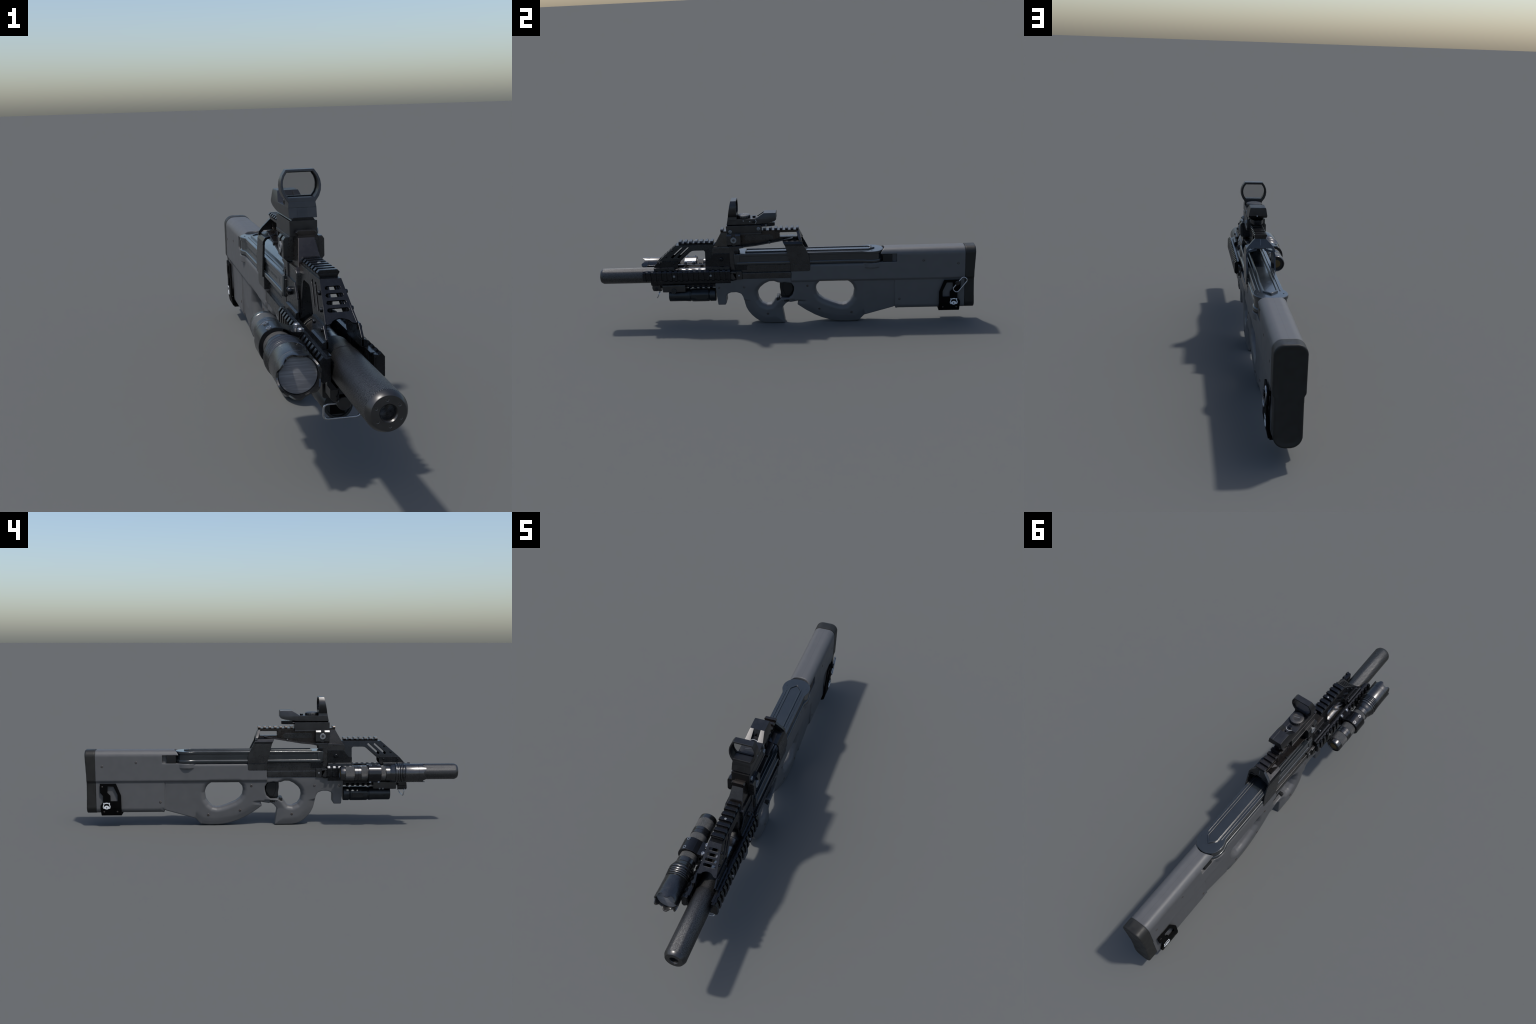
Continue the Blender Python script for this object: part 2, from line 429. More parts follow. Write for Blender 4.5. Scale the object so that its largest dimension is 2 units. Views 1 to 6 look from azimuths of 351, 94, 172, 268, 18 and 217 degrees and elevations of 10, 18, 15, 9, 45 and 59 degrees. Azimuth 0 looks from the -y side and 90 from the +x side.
def build_stock():
    h = 0.0028
    xs = np.arange(-0.074, 0.0741, h); ys = np.arange(-0.384, 0.956, h); zs = np.arange(-0.0085, 0.4230, h)
    Yp, Zp = np.meshgrid(ys, zs, indexing='ij')
    body = sd_poly(Yp, Zp, BODY); th = sd_poly(Yp, Zp, THUMB_HOLE); gh = sd_poly(Yp, Zp, GRIP_HOLE)
    hw = half_width(Yp, Zp)
    # how round the outer rims are: broad under the grips, broad on top of the butt, tight elsewhere
    r = np.full(Yp.shape, 0.004)
    r = r + 0.030 * smoothstep(0.30, 0.36, Zp) * smoothstep(0.49, 0.505, Yp)
    r = r + 0.024 * (1 - smoothstep(0.11, 0.15, Zp)) * smoothstep(0.57, 0.60, Yp)
    r = r + 0.011 * smoothstep(0.055, 0.075, Yp) * smoothstep(0.29, 0.31, Zp) * (1 - smoothstep(0.475, 0.49, Yp))
    X = np.abs(xs)[:, None, None]
    d = rmax(body[None], X - hw[None], r[None])
    # long bevel along the underside of both grips
    off = (1 - smoothstep(0.05, 0.06, Yp)) * (smoothstep(0.13, 0.175, Zp) + smoothstep(-0.03, -0.02, -Yp - 0.26) + 0.0)
    off = off + np.where(Yp > 0.05, smoothstep(0.415, 0.45, Yp) + smoothstep(0.125, 0.155, Zp), 0)
    bevel = ((X - hw[None]) + 0.28 * (body[None] + 0.033) - 0.06 * off[None]) / 1.038
    d = rmax(d, bevel, np.full_like(th, 0.003)[None])
    d = rmax(d, -th[None], np.full_like(th, 0.026)[None])
    rg = 0.006 + 0.020 * (1 - smoothstep(-0.045, -0.015, Yp))
    d = rmax(d, -gh[None], rg[None])
    # half-round seat under the magazine head, and the concave front of the butt
    Y3, Z3 = Yp[None], Zp[None]
    cyl = np.hypot(X, Y3 - 0.462)
    seat = rmax(cyl - 0.0655, np.abs(Z3 - 0.317) - 0.0215 + 0.0 * X, 0.004)
    d = np.minimum(d, rmax(seat, 0.311 - Z3 + 0 * X, 0.003))
    d = np.maximum(d, -np.maximum(cyl - 0.0670, 0.3385 - Z3))
    # latch pockets beside the magazine head
    pocket = np.maximum(np.maximum(np.abs(Y3 - 0.541) - 0.051, np.abs(Z3 - 0.3605) - 0.0215), 0.036 - X)
    d = np.maximum(d, -pocket)
    # magazine well
    d = np.maximum(d, -np.maximum(np.maximum(X - 0.034, np.abs(Y3 - 0.25) - 0.20), 0.315 - Z3))
    # shallow parting grooves round the thumb panel
    g1 = np.maximum(np.abs(Y3 - 0.579) - 0.0016, np.abs(Z3 - 0.160) - 0.075)
    d = np.maximum(d, -np.maximum(g1 + 0 * X, 0.0415 - X))
    d = np.maximum(d, Y3 - 0.9458)
    net_object("stock", d, (xs[0], ys[0], zs[0]), h, 'polymer')

    # rubber butt pad
    ys = np.arange(0.936, 1.0090, h)
    Yp, Zp = np.meshgrid(ys, zs, indexing='ij')
    pad = sd_poly(Yp, Zp, [(0.9445, 0.069), (1.0, 0.069), (1.0, 0.236), (1.0005, 0.410), (0.9445, 0.410)])
    Y3, Z3 = Yp[None], Zp[None]
    hw = 0.0470 + 0.0066 * smoothstep(0.234, 0.250, Z3)
    sect = rmax(X - hw, np.maximum(0.069 - Z3, -9), 0.040)
    sect = rmax(sect, Z3 - 0.410 + 0 * X, 0.034)
    d = rmax(sect, Y3 - 1.0 + 0 * X, 0.007)
    d = np.maximum(d, 0.9452 - Y3)
    # shallow dish in the shoulder face
    dish = 0.0030 * np.clip(-sect - 0.0035, 0, 0.014) / 0.014
    hollow = np.interp(Zp, [0.07, 0.15, 0.22, 0.28, 0.34, 0.385, 0.41], [0.002, 0.0050, 0.0062, 0.0055, 0.0022, 0.0, 0.0])[None]
    d = rmax(sect, Y3 - (1.0 - hollow), 0.006)
    d = np.maximum(d, 0.9452 - Y3)
    d = np.maximum(d, Y3 - (1.0 - hollow - dish))
    # worn groove round the pad
    net_object("butt_pad", d, (xs[0], ys[0], zs[0]), h, 'rubber')
build_stock()

# ------------------------------------------------------------------ screws (shared meshes)
def socket_screw(name, r, hgt, mat, sock=0.5, ring=18):
    """Button head along +x, standing on x = 0, with a socket."""
    p = [(-0.001, r), (hgt * 0.45, r), (hgt * 0.85, r * 0.86), (hgt, r * 0.62), (hgt, r * sock), (hgt * 0.3, r * sock * 0.95), (hgt * 0.3, 0.0)]
    v, f = lathe_data(p, (0, 0), ring, 'x')
    ob = finish(name, v, f, mat, None, angle=40, weighted=False)
    return ob

def place(src, x, y, z, parent=None, first=False):
    """Put a screw on the flank at x (its head looks away from the mid-plane)."""
    rot = (0, 0, 0) if x > 0 else (0, 0, math.pi)
    if first:
        src.location = (x, y, z); src.rotation_euler = rot
        if parent is not None: src.parent = parent
        return src
    return copy_of(src, (x, y, z), rot, parent=parent)

def ring_screws(name, r, hgt, mat, spots, parent=None, sock=0.5):
    s = socket_screw(name, r, hgt, mat, sock)
    for i, (x, y, z) in enumerate(spots): place(s, x, y, z, parent, first=(i == 0))
    return s

both = lambda x, lst: [(s * x, y, z) for y, z in lst for s in (1, -1)]
ring_screws("stock_screw", 0.0068, 0.0022, 'screw',
            both(0.0518, [(0.909, 0.324), (0.730, 0.344)]) + both(0.0455, [(0.605, 0.130)]) + both(0.0432, [(0.119, 0.215)]) + both(0.0358, [(0.351, 0.057)]) + both(0.0369, [(0.180, 0.081)])
            + both(0.0380, [(-0.099, 0.058)]) + both(0.0425, [(-0.2195, 0.214), (-0.355, 0.214)]))

# ------------------------------------------------------------------ magazine
def build_magazine():
    # plan outline seen from above: long body, round head at the rear
    def plan(hw, rad, front, cy=0.460):
        a0 = math.asin(min(1, (hw) / rad)); pts = []
        for i in range(25):
            a = -math.pi / 2 + math.pi * i / 24
            pts.append((-rad * math.sin(a), cy + rad * math.cos(a)))
        # head flanks blend back to the straight body
        left = [( -rad * 0.99, cy - 0.018), (-hw, cy - 0.050), (-hw, front)]
        right = [(hw, front), (hw, cy - 0.050), (rad * 0.99, cy - 0.018)]
        return right + pts + left
    top = prism("magazine", plan(0.0520, 0.0640, -0.250), 0.388, 0.402, 'mag', axis='z', bev=0.0025)
    prism("magazine_wall", plan(0.0490, 0.0600, -0.252), 0.352, 0.390, 'mag', axis='z', bev=0.001, parent=top)
    prism("magazine_floor", plan(0.0545, 0.0645, -0.250), 0.3395, 0.3575, 'mag', axis='z', bev=0.0062, seg=3, parent=top)
    # raised arrow-ended panel with ridges on the upper face
    panel = [(0.028, -0.205), (0.028, 0.445), (0.0, 0.478), (-0.028, 0.445), (-0.028, -0.205)]
    inner = [(0.0225, -0.199), (0.0225, 0.442), (0.0, 0.468), (-0.0225, 0.442), (-0.0225, -0.199)]
    prism("panel_rib", panel, 0.400, 0.4085, 'mag', axis='z', holes=[inner], bev=0.002, parent=top)
    prism("panel", inner, 0.400, 0.4045, 'mag', axis='z', bev=0.001, parent=top)
    for s in (1, -1):
        prism("edge_rib", [(s * 0.036, -0.20), (s * 0.040, -0.20), (s * 0.040, 0.43), (s * 0.036, 0.43)], 0.4, 0.4045, 'mag', axis='z', parent=top)
    # moulded line of unreadable characters and a chevron on the flanks
    for k in range(46):
        y = -0.155 + k * 0.0122 + 0.002 * ((k * 7) % 3)
        if 0.0 < y < 0.12 or k % 9 == 8: continue
        w = 0.004 + 0.002 * ((k * 5) % 3); t = 0.0028 + 0.001 * (k % 2)
        mirrored("moulded_stroke", [(y, 0.3735 - t), (y + w, 0.3735 - t), (y + w, 0.3735 + t), (y, 0.3735 + t)], 0.045, 0.0496, 'mag', bev=0.0002, parent=top)
    mirrored("moulded_chevron", [(-0.222, 0.3850), (-0.180, 0.3850), (-0.190, 0.3660), (-0.203, 0.3660), (-0.200, 0.3690), (-0.194, 0.3690), (-0.187, 0.3815), (-0.222, 0.3815)], 0.045, 0.0496, 'mag', bev=0.0002, parent=top)
    # front block that goes under the sight bridge
    box("magazine_nose", (-0.0530, -0.263, 0.343), (0.0530, -0.235, 0.4000), 'mag', bev=0.003, parent=top)
    # small dimples on the head
    for sx in (1, -1):
        lathe("head_pip", [(0.401, 0.0030), (0.4032, 0.0026), (0.4036, 0.0)], 'mag', (sx * 0.047, 0.462), 14, 'z', parent=top)
    # latch blocks either side of the head
    for s in (1, -1):
        x0, x1 = sorted((s * 0.034, s * 0.0505))
        box("magazine_latch", (x0, 0.519, 0.3402), (x1, 0.568, 0.3812), 'trigger', bev=0.002)
    # dark liner under the head
    prism("head_liner", plan(0.047, 0.0635, 0.30, 0.460), 0.3375, 0.3405, 'steel', axis='z', bev=0.0008, parent=top)
build_magazine()

# ------------------------------------------------------------------ receiver
def build_receiver():
    rc = prism("receiver", fillet([(0.0355, 0.262), (0.0355, 0.338), (-0.205, 0.338), (-0.225, 0.322), (-0.285, 0.316), (-0.285, 0.262)], 0.002),
               -0.0400, 0.0400, 'steel', bev=0.002)
    mirrored("receiver_bar", [(0.0353, 0.262), (0.0353, 0.2955), (-0.2255, 0.2955), (-0.2255, 0.262)], 0.0380, 0.0498, 'steel', bev=0.0028, parent=rc)
    mirrored("receiver_lip", [(0.0353, 0.3180), (0.0353, 0.3205), (-0.215, 0.3205), (-0.215, 0.3180)], 0.0390, 0.0412, 'steel', bev=0.0006, parent=rc)
    # front frame the magazine nose plugs into
    frame = fillet([(-0.240, 0.428), (-0.240, 0.413), (-0.262, 0.405), (-0.266, 0.335), (-0.262, 0.318), (-0.287, 0.310), (-0.287, 0.443), (-0.230, 0.443), (-0.2, 0.436)], 0.003)
    mirrored("receiver_frame", frame, 0.036, 0.0440, 'steel', bev=0.002, parent=rc)
    prism("receiver_front", fillet([(-0.262, 0.306), (-0.262, 0.442), (-0.372, 0.437), (-0.380, 0.430), (-0.383, 0.398), (-0.383, 0.306)], 0.003),
          -0.0405, 0.0405, 'steel', bev=0.003, parent=rc)
    box("dark_recess_block", (-0.0445, -0.262, 0.310), (0.0445, -0.200, 0.3392), 'black', bev=0.002, parent=rc)  # solid black block where a dark recess is seen behind the frame
    # catch and pin in the frame
    mirrored("magazine_catch", fillet([(-0.268, 0.345), (-0.262, 0.345), (-0.262, 0.392), (-0.268, 0.392)], 0.002), 0.040, 0.0480, 'sight', bev=0.002, parent=rc)
    for s in (1, -1):
        lathe("frame_pin", [(s * 0.036, 0.011), (s * 0.0452, 0.011), (s * 0.0458, 0.009), (s * 0.0458, 0.0)], 'black', (-0.252, 0.412), 20, 'x', parent=rc)
    # cocking handles: a plate with a forward half-ring lip on each side
    for s in (1, -1):
        g = lambda a: s * a
        plate = [(-0.226, 0.2605), (-0.226, 0.3065), (-0.262, 0.3065), (-0.262, 0.2605)]
        ch = prism("cocking_handle", plate, *sorted((s * 0.038, s * 0.0530)), 'steel', bev=0.002)
        out = [(-0.255, 0.2605)] + [(-0.270 + 0.031 * math.cos(a), 0.281 + 0.0285 * math.sin(a)) for a in np.linspace(-1.9, -4.38, 16)] + [(-0.255, 0.3065)]
        inn = [(-0.258, 0.268)] + [(-0.268 + 0.021 * math.cos(a), 0.281 + 0.0165 * math.sin(a)) for a in np.linspace(-1.9, -4.38, 14)] + [(-0.258, 0.294)]
        prism("handle_ring", out, *sorted((s * 0.042, s * 0.0585)), 'steel', holes=[inn], bev=0.0025, parent=ch)
        prism("handle_dish", inset(out if area(out) > 0 else out[::-1], 0.003), *sorted((s * 0.036, s * 0.0485)), 'clamp', bev=0.001, parent=ch)
        sc = socket_screw("handle_pin", 0.005, 0.002, 'zinc'); place(sc, s * 0.0528, -0.242, 0.283, ch, True)
    return rc
build_receiver()

# ------------------------------------------------------------------ trigger and selector
tr = prism("trigger", fillet([(-0.029, 0.236), (-0.030, 0.200), (-0.026, 0.172), (-0.029, 0.146), (0.018, 0.142), (0.036, 0.158), (0.045, 0.186), (0.045, 0.208), (0.033, 0.232), (0.010, 0.240)], 0.008),
           -0.022, 0.022, 'trigger', bev=0.008, seg=3)
for i in range(2):
    s = (1, -1)[i]
    prism("trigger_cheek", fillet([(-0.012, 0.232), (-0.016, 0.19), (0.0, 0.150), (0.022, 0.150), (0.044, 0.186), (0.040, 0.216), (0.028, 0.232)], 0.01), *sorted((s * 0.016, s * 0.0250)), 'trigger', bev=0.006, seg=3, parent=tr)
sel = prism("fire_selector", fillet([(-0.049, 0.147), (-0.049, 0.128), (-0.034, 0.1225), (0.020, 0.1225), (0.020, 0.141), (-0.028, 0.141), (-0.036, 0.148)], 0.004),
            -0.0340, 0.0340, 'trigger', bev=0.003)
for i in range(6):
    y = 0.016 - i * 0.010
    mirrored("selector_rib", [(y, 0.1255), (y, 0.139), (y - 0.004, 0.139), (y - 0.004, 0.1255)], 0.0335, 0.0358, 'trigger', bev=0.0008, parent=sel)

# ------------------------------------------------------------------ picatinny helper
def tooth_section(hw_base, hw_mid, hw_top, z0, z1, z2):
    return [(-hw_base, z0), (hw_base, z0), (hw_mid, z1), (hw_top, z2), (-hw_top, z2), (-hw_mid, z1)]

def teeth_along_y(section, starts, width, mat, parent, name="rail_tooth", bev=0.0009):
    first = prism(name, section, 0.0, width, mat, axis='y', bev=bev, parent=parent)
    for i, y in enumerate(starts):
        if i == 0: first.location = (0, y, 0)
        else: copy_of(first, (0, y, 0))
    return first

# ------------------------------------------------------------------ sight bridge with its top rail and rear hood
def build_bridge():
    hwz = lambda z: 0.0225 + (0.513 - z) / 0.073 * 0.0105
    prof = fillet([(0.080, 0.513), (-0.330, 0.513), (-0.374, 0.436), (-0.262, 0.436), (-0.262, 0.420), (-0.238, 0.420), (-0.228, 0.429), (-0.145, 0.441),
                   (-0.002, 0.465), (0.050, 0.474), (0.094, 0.474)], [0, 0, 0, 0, 0, .006, .01, 0, 0, 0, 0])
    slot = fillet([(0.074, 0.5055), (0.074, 0.482), (-0.019, 0.482), (-0.019, 0.5055)], 0.005)
    br = prism("sight_bridge", prof, -0.0165, 0.0165, 'warm_steel', holes=[slot], bev=0.0015)
    wedge = [(-0.297, 0.5128), (-0.330, 0.5128), (-0.3742, 0.4358), (-0.297, 0.4358)]
    prism("bridge_nose", wedge, lambda a, b: -hwz(b), lambda a, b: hwz(b), 'warm_steel', bev=0.002, parent=br)
    # flange along the lower edge
    fl = [(-0.374, 0.436), (-0.236, 0.432), (-0.145, 0.441), (-0.002, 0.465), (0.05, 0.474), (0.05, 0.480), (-0.002, 0.471), (-0.145, 0.447), (-0.225, 0.440), (-0.370, 0.443)]
    prism("lower_flange", fl, -0.0395, 0.0395, 'warm_steel', bev=0.002, parent=br)
    # vertical rib in front of the rear window
    mirrored("bridge_rib", [(-0.022, 0.51), (-0.022, 0.474), (-0.042, 0.472), (-0.042, 0.51)], 0.012, 0.0215, 'warm_steel', bev=0.002, parent=br)
    # pill-shaped marking pads
    pill = fillet([(-0.052, 0.4945), (-0.052, 0.466), (-0.207, 0.466), (-0.207, 0.4945)], 0.0142, 6)
    mirrored("marking_pad", pill, 0.012, 0.0178, 'steel', bev=0.001, parent=br)
    for k in range(12):       # worn, unreadable raised strokes on the pads
        y = -0.066 - k * 0.0115
        hh = 0.0045 + 0.0035 * ((k * 7) % 3) / 2
        sl = 0.003 * ((k * 5) % 3 - 1)
        st = [(y, 0.480 - hh), (y - 0.0035, 0.480 - hh), (y - 0.0035 + sl, 0.480 + hh), (y + sl, 0.480 + hh)]
        mirrored("worn_stroke", st, 0.012, 0.0187, 'steel', bev=0.0004, parent=br)
    for s in (1, -1):         # nub on the flange
        lathe("flange_nub", [(s * 0.030, 0.0065), (s * 0.0415, 0.0065), (s * 0.0425, 0.005), (s * 0.0425, 0.0)], 'steel', (-0.072, 0.459), 16, 'x', parent=br)
    # top rail
    base = [(-0.0225, 0.5125), (0.0225, 0.5125), (0.0225, 0.5212), (-0.0225, 0.5212)]
    rail = prism("top_rail", base, -0.330, 0.083, 'warm_steel', axis='y', bev=0.0008)
    teeth_along_y(tooth_section(0.0225, 0.0272, 0.0222, 0.519, 0.5262, 0.5322), [0.069 - 0.0285 * k for k in range(6)] + [-0.3305, -0.104], 0.0142, 'warm_steel', rail)
    # rear hood: slanted end plate, shoulders and two legs straddling the magazine
    yr = lambda z: float(np.interp(z, [0.30, 0.386, 0.453, 0.519], [0.137, 0.134, 0.104, 0.082]))
    endp = [(-0.0590, 0.462), (-0.0520, 0.4600), (-0.0480, 0.4705), (-0.0420, 0.4765), (0.0420, 0.4765), (0.0480, 0.4705), (0.0520, 0.4600), (0.0590, 0.462), (0.0575, 0.474), (0.0480, 0.487), (0.0230, 0.5135), (-0.0230, 0.5135), (-0.0480, 0.487), (-0.0575, 0.474)]
    hood = prism("rear_hood", endp, lambda a, b: yr(b) - 0.014, lambda a, b: yr(b), 'steel', axis='y', bev=0.0012)
    prism("hood_seam", [(-0.0008, 0.488), (0.0008, 0.488), (0.0008, 0.512), (-0.0008, 0.512)], lambda a, b: yr(b) - 0.004, lambda a, b: yr(b) + 0.0007, 'zinc', axis='y', bev=0, parent=hood)
    yf = lambda z: float(np.interp(z, [0.30, 0.34, 0.441, 0.463, 0.52], [0.036, 0.036, 0.010, -0.002, -0.01]))
    for s in (1, -1):
        sh = [(s * 0.0595, 0.440), (s * 0.0595, 0.453), (s * 0.0535, 0.466), (s * 0.0155, 0.4765), (s * 0.0155, 0.4670), (s * 0.0470, 0.4605), (s * 0.0525, 0.452), (s * 0.0525, 0.440)]
        prism("hood_shoulder", fillet(sh, 0.003), lambda a, b: yf(b), lambda a, b: yr(b) - 0.002, 'clamp', axis='y', bev=0.001, parent=hood)
        leg = [(yf(0.442), 0.4425), (yf(0.40), 0.40), (0.036, 0.339), (0.138, 0.339), (0.1375, 0.365), (0.134, 0.386), (0.122, 0.414), (0.108, 0.4425)]
        prism("hood_leg", leg, *sorted((s * 0.0525, s * 0.0592)), 'steel', bev=0.0014, parent=hood)
        foot = fillet([(0.0355, 0.3375), (0.0355, 0.2995), (0.1375, 0.2995), (0.1385, 0.3375)], [0, 0, 0.008, 0])
        prism("hood_foot", foot, *sorted((s * 0.036, s * 0.0542)), 'steel', bev=0.0016, parent=hood)
    # side accessory blocks with their big screws
    for s in (1, -1):
        core = [(s * 0.014, 0.4485), (s * 0.0475, 0.4485), (s * 0.0475, 0.5115), (s * 0.014, 0.5115)]
        blk = prism("accessory_block", core, -0.2965, -0.2235, 'steel', axis='y', bev=0.001)
        sec = [(s * 0.040, 0.451), (s * 0.0500, 0.4485), (s * 0.0560, 0.456), (s * 0.0560, 0.503), (s * 0.0500, 0.5115), (s * 0.040, 0.510)]
        for y in (-0.2968, -0.2505):
            prism("block_tooth", sec, y, y + 0.0275, 'steel', axis='y', bev=0.0008, parent=blk)
        w = lathe("block_washer", [(s * 0.046, 0.0158), (s * 0.0578, 0.0158), (s * 0.0586, 0.0148), (s * 0.0586, 0.0075), (s * 0.0550, 0.0070), (s * 0.0550, 0.0)], 'zinc', (-0.260, 0.480), 28, 'x', parent=blk)
        lathe("block_screw", [(s * 0.0545, 0.0062), (s * 0.0570, 0.0058), (s * 0.0570, 0.0)], 'screw', (-0.260, 0.480), 6, 'x', parent=blk)
build_bridge()

# ------------------------------------------------------------------ reflex sight
def build_reflex():
    mount = box("reflex_sight", (-0.0380, -0.2985, 0.5125), (0.0375, -0.1120, 0.5535), 'sight', bev=0.002)
    prism("dovetail", [(-0.034, 0.551), (0.034, 0.551), (0.027, 0.562), (-0.027, 0.562)], -0.2935, -0.100, 'black', axis='y', bev=0.001, parent=mount)
    ring_screws("mount_screw", 0.0098, 0.0065, 'zinc', [(0.0370, -0.277, 0.5220), (0.0370, -0.127, 0.5350)], mount, 0.55)
    # body: low deck, raised rear
    prof = [(-0.2935, 0.5600), (-0.2870, 0.5890), (-0.1400, 0.5890), (-0.0972, 0.6165), (-0.034, 0.6165), (-0.0325, 0.613), (-0.0325, 0.582), (-0.0400, 0.5745), (-0.060, 0.5685), (-0.100, 0.5630), (-0.135, 0.5600)]
    core = [(-0.2933, 0.5602), (-0.2868, 0.5888), (-0.111, 0.5888), (-0.098, 0.6163), (-0.034, 0.6163), (-0.0327, 0.613), (-0.0327, 0.582), (-0.0402, 0.5747), (-0.060, 0.5687), (-0.100, 0.5632), (-0.135, 0.5602)]
    hw = lambda z: 0.0385 - max(0.0, z - 0.6035) * 0.62
    # two cheeks with a notch between them, where the emitter sits
    prism("sight_body", prof, 0.0140, lambda a, b: hw(b), 'sight', bev=0.0010, parent=mount)
    prism("sight_body", prof, lambda a, b: -hw(b), -0.0140, 'sight', bev=0.0010, parent=mount)
    prism("sight_core", core, -0.0142, 0.0142, 'sight', bev=0.0, parent=mount)
    lathe("emitter", [(-0.113, 0.0045), (-0.1165, 0.0040), (-0.1165, 0.0)], 'flat', (0, 0.6000), 16, parent=mount)
    # lens frame
    def frame_loop(side, top, low, wide, mid, n=7):
        pts = [(-low, side[0]), (low, side[0])]
        for i in range(n):
            t = i / (n - 1)
            ang = -1 + 2 * t
            pts.append((wide - (wide - (low if ang < 0 else top)) * abs(ang) ** 2.2, side[0] + (side[1] - side[0]) * t))
        right = pts[2:]
        left = [(-x, z) for x, z in right[::-1]]
        return right + left
    outer = frame_loop((0.6020, 0.6870), 0.0385, 0.0375, 0.0552, 0)
    inner = frame_loop((0.6130, 0.6805), 0.0352, 0.0352, 0.0487, 0)
    fr = prism("lens_frame", outer, lambda a, b: -0.2935 + (b - 0.56) * 0.205, -0.2385, 'sight', axis='y', holes=[inner], bev=0.0013, parent=mount)
    prism("frame_neck", [(-0.0385, 0.587), (0.0385, 0.587), (0.0370, 0.5985), (0.0370, 0.6030), (-0.0370, 0.6030), (-0.0370, 0.5985)], lambda a, b: -0.2935 + (b - 0.56) * 0.205, -0.2385, 'sight', axis='y', bev=0.0008, parent=mount)
    prism("frame_lip", inner, -0.2470, -0.2400, 'black', axis='y', holes=[inset(inner if area(inner) > 0 else inner[::-1], 0.003)], bev=0.0005, parent=mount)
    prism("lens_glass", inset(inner if area(inner) > 0 else inner[::-1], 0.0012), -0.2460, -0.2450, 'glass', axis='y', bev=0, parent=mount)
    # elevation dial and small knobs
    lathe("dial", [(0.586, 0.0325), (0.590, 0.0340), (0.601, 0.0340), (0.604, 0.0325), (0.6075, 0.0195), (0.6072, 0.0185), (0.6072, 0.0)], 'dial', (0, -0.2045), 44, 'z', parent=mount)
    n = 22
    rib = box("dial_rib", (0.0335, -0.0016, 0.5905), (0.0349, 0.0016, 0.6005), 'black', bev=0.0004, parent=mount)
    for i in range(n):
        o = rib if i == 0 else copy_of(rib)
        o.location = (0, -0.2045, 0); o.rotation_euler = (0, 0, 2 * math.pi * i / n)
    slot = box("dial_slot", (-0.013, -0.0012, 0.6070), (0.013, 0.0012, 0.6080), 'zinc', bev=0.0002, parent=mount)
    slot.location = (0, -0.2045, 0); slot.rotation_euler = (0, 0, 0.35)
    lathe("windage_knob", [(0.588, 0.0085), (0.596, 0.0085), (0.5975, 0.0070), (0.5975, 0.0)], 'black', (0.0, -0.150), 18, 'z', parent=mount)
    arc = [(0.0185 * math.cos(a), -0.150 + 0.0185 * math.sin(a), 0.5893) for a in np.linspace(0.5, math.pi - 0.5, 14)]
    tube("knob_scale", arc, 0.0007, 'white', parent=mount, ring=6)
    sc = socket_screw("side_knob", 0.0085, 0.0035, 'black'); place(sc, 0.038, -0.150, 0.5745, mount, True)
    arc2 = [(0.0392, -0.150 + 0.013 * math.cos(a), 0.5745 + 0.013 * math.sin(a)) for a in np.linspace(-0.9, 0.9, 9)]
    tube("side_scale", arc2, 0.0007, 'white', parent=mount, ring=6)
    for y, z in ((-0.170, 0.5745), (-0.2045, 0.5795)):
        lathe("index_dot", [(0.0380, 0.0020), (0.0390, 0.0020), (0.0390, 0.0)], 'white', (y, z), 10, 'x', parent=mount)
    lathe("sensor", [(-0.0326, 0.0022), (-0.0310, 0.0020), (-0.0310, 0.0)], 'white', (0.004, 0.5815), 12, 'y', parent=mount)
    # clamp lever under the rear
    prism("clamp_lever", fillet([(-0.027, -0.112), (0.027, -0.112), (0.027, -0.075), (0.015, -0.0425), (-0.015, -0.0425), (-0.027, -0.075)], 0.006), 0.5425, 0.5600, 'black', axis='z', bev=0.0015, parent=mount)
    s2 = socket_screw("lever_pin", 0.005, 0.002, 'zinc'); place(s2, 0.0262, -0.088, 0.5500, mount, True)
    box("rail_claw", (-0.0395, -0.2985, 0.5045), (-0.0275, -0.112, 0.5135), 'sight', bev=0.002, parent=mount)
    box("rail_claw", (0.0275, -0.2985, 0.5010), (0.0395, -0.112, 0.5135), 'sight', bev=0.002, parent=mount)
build_reflex()

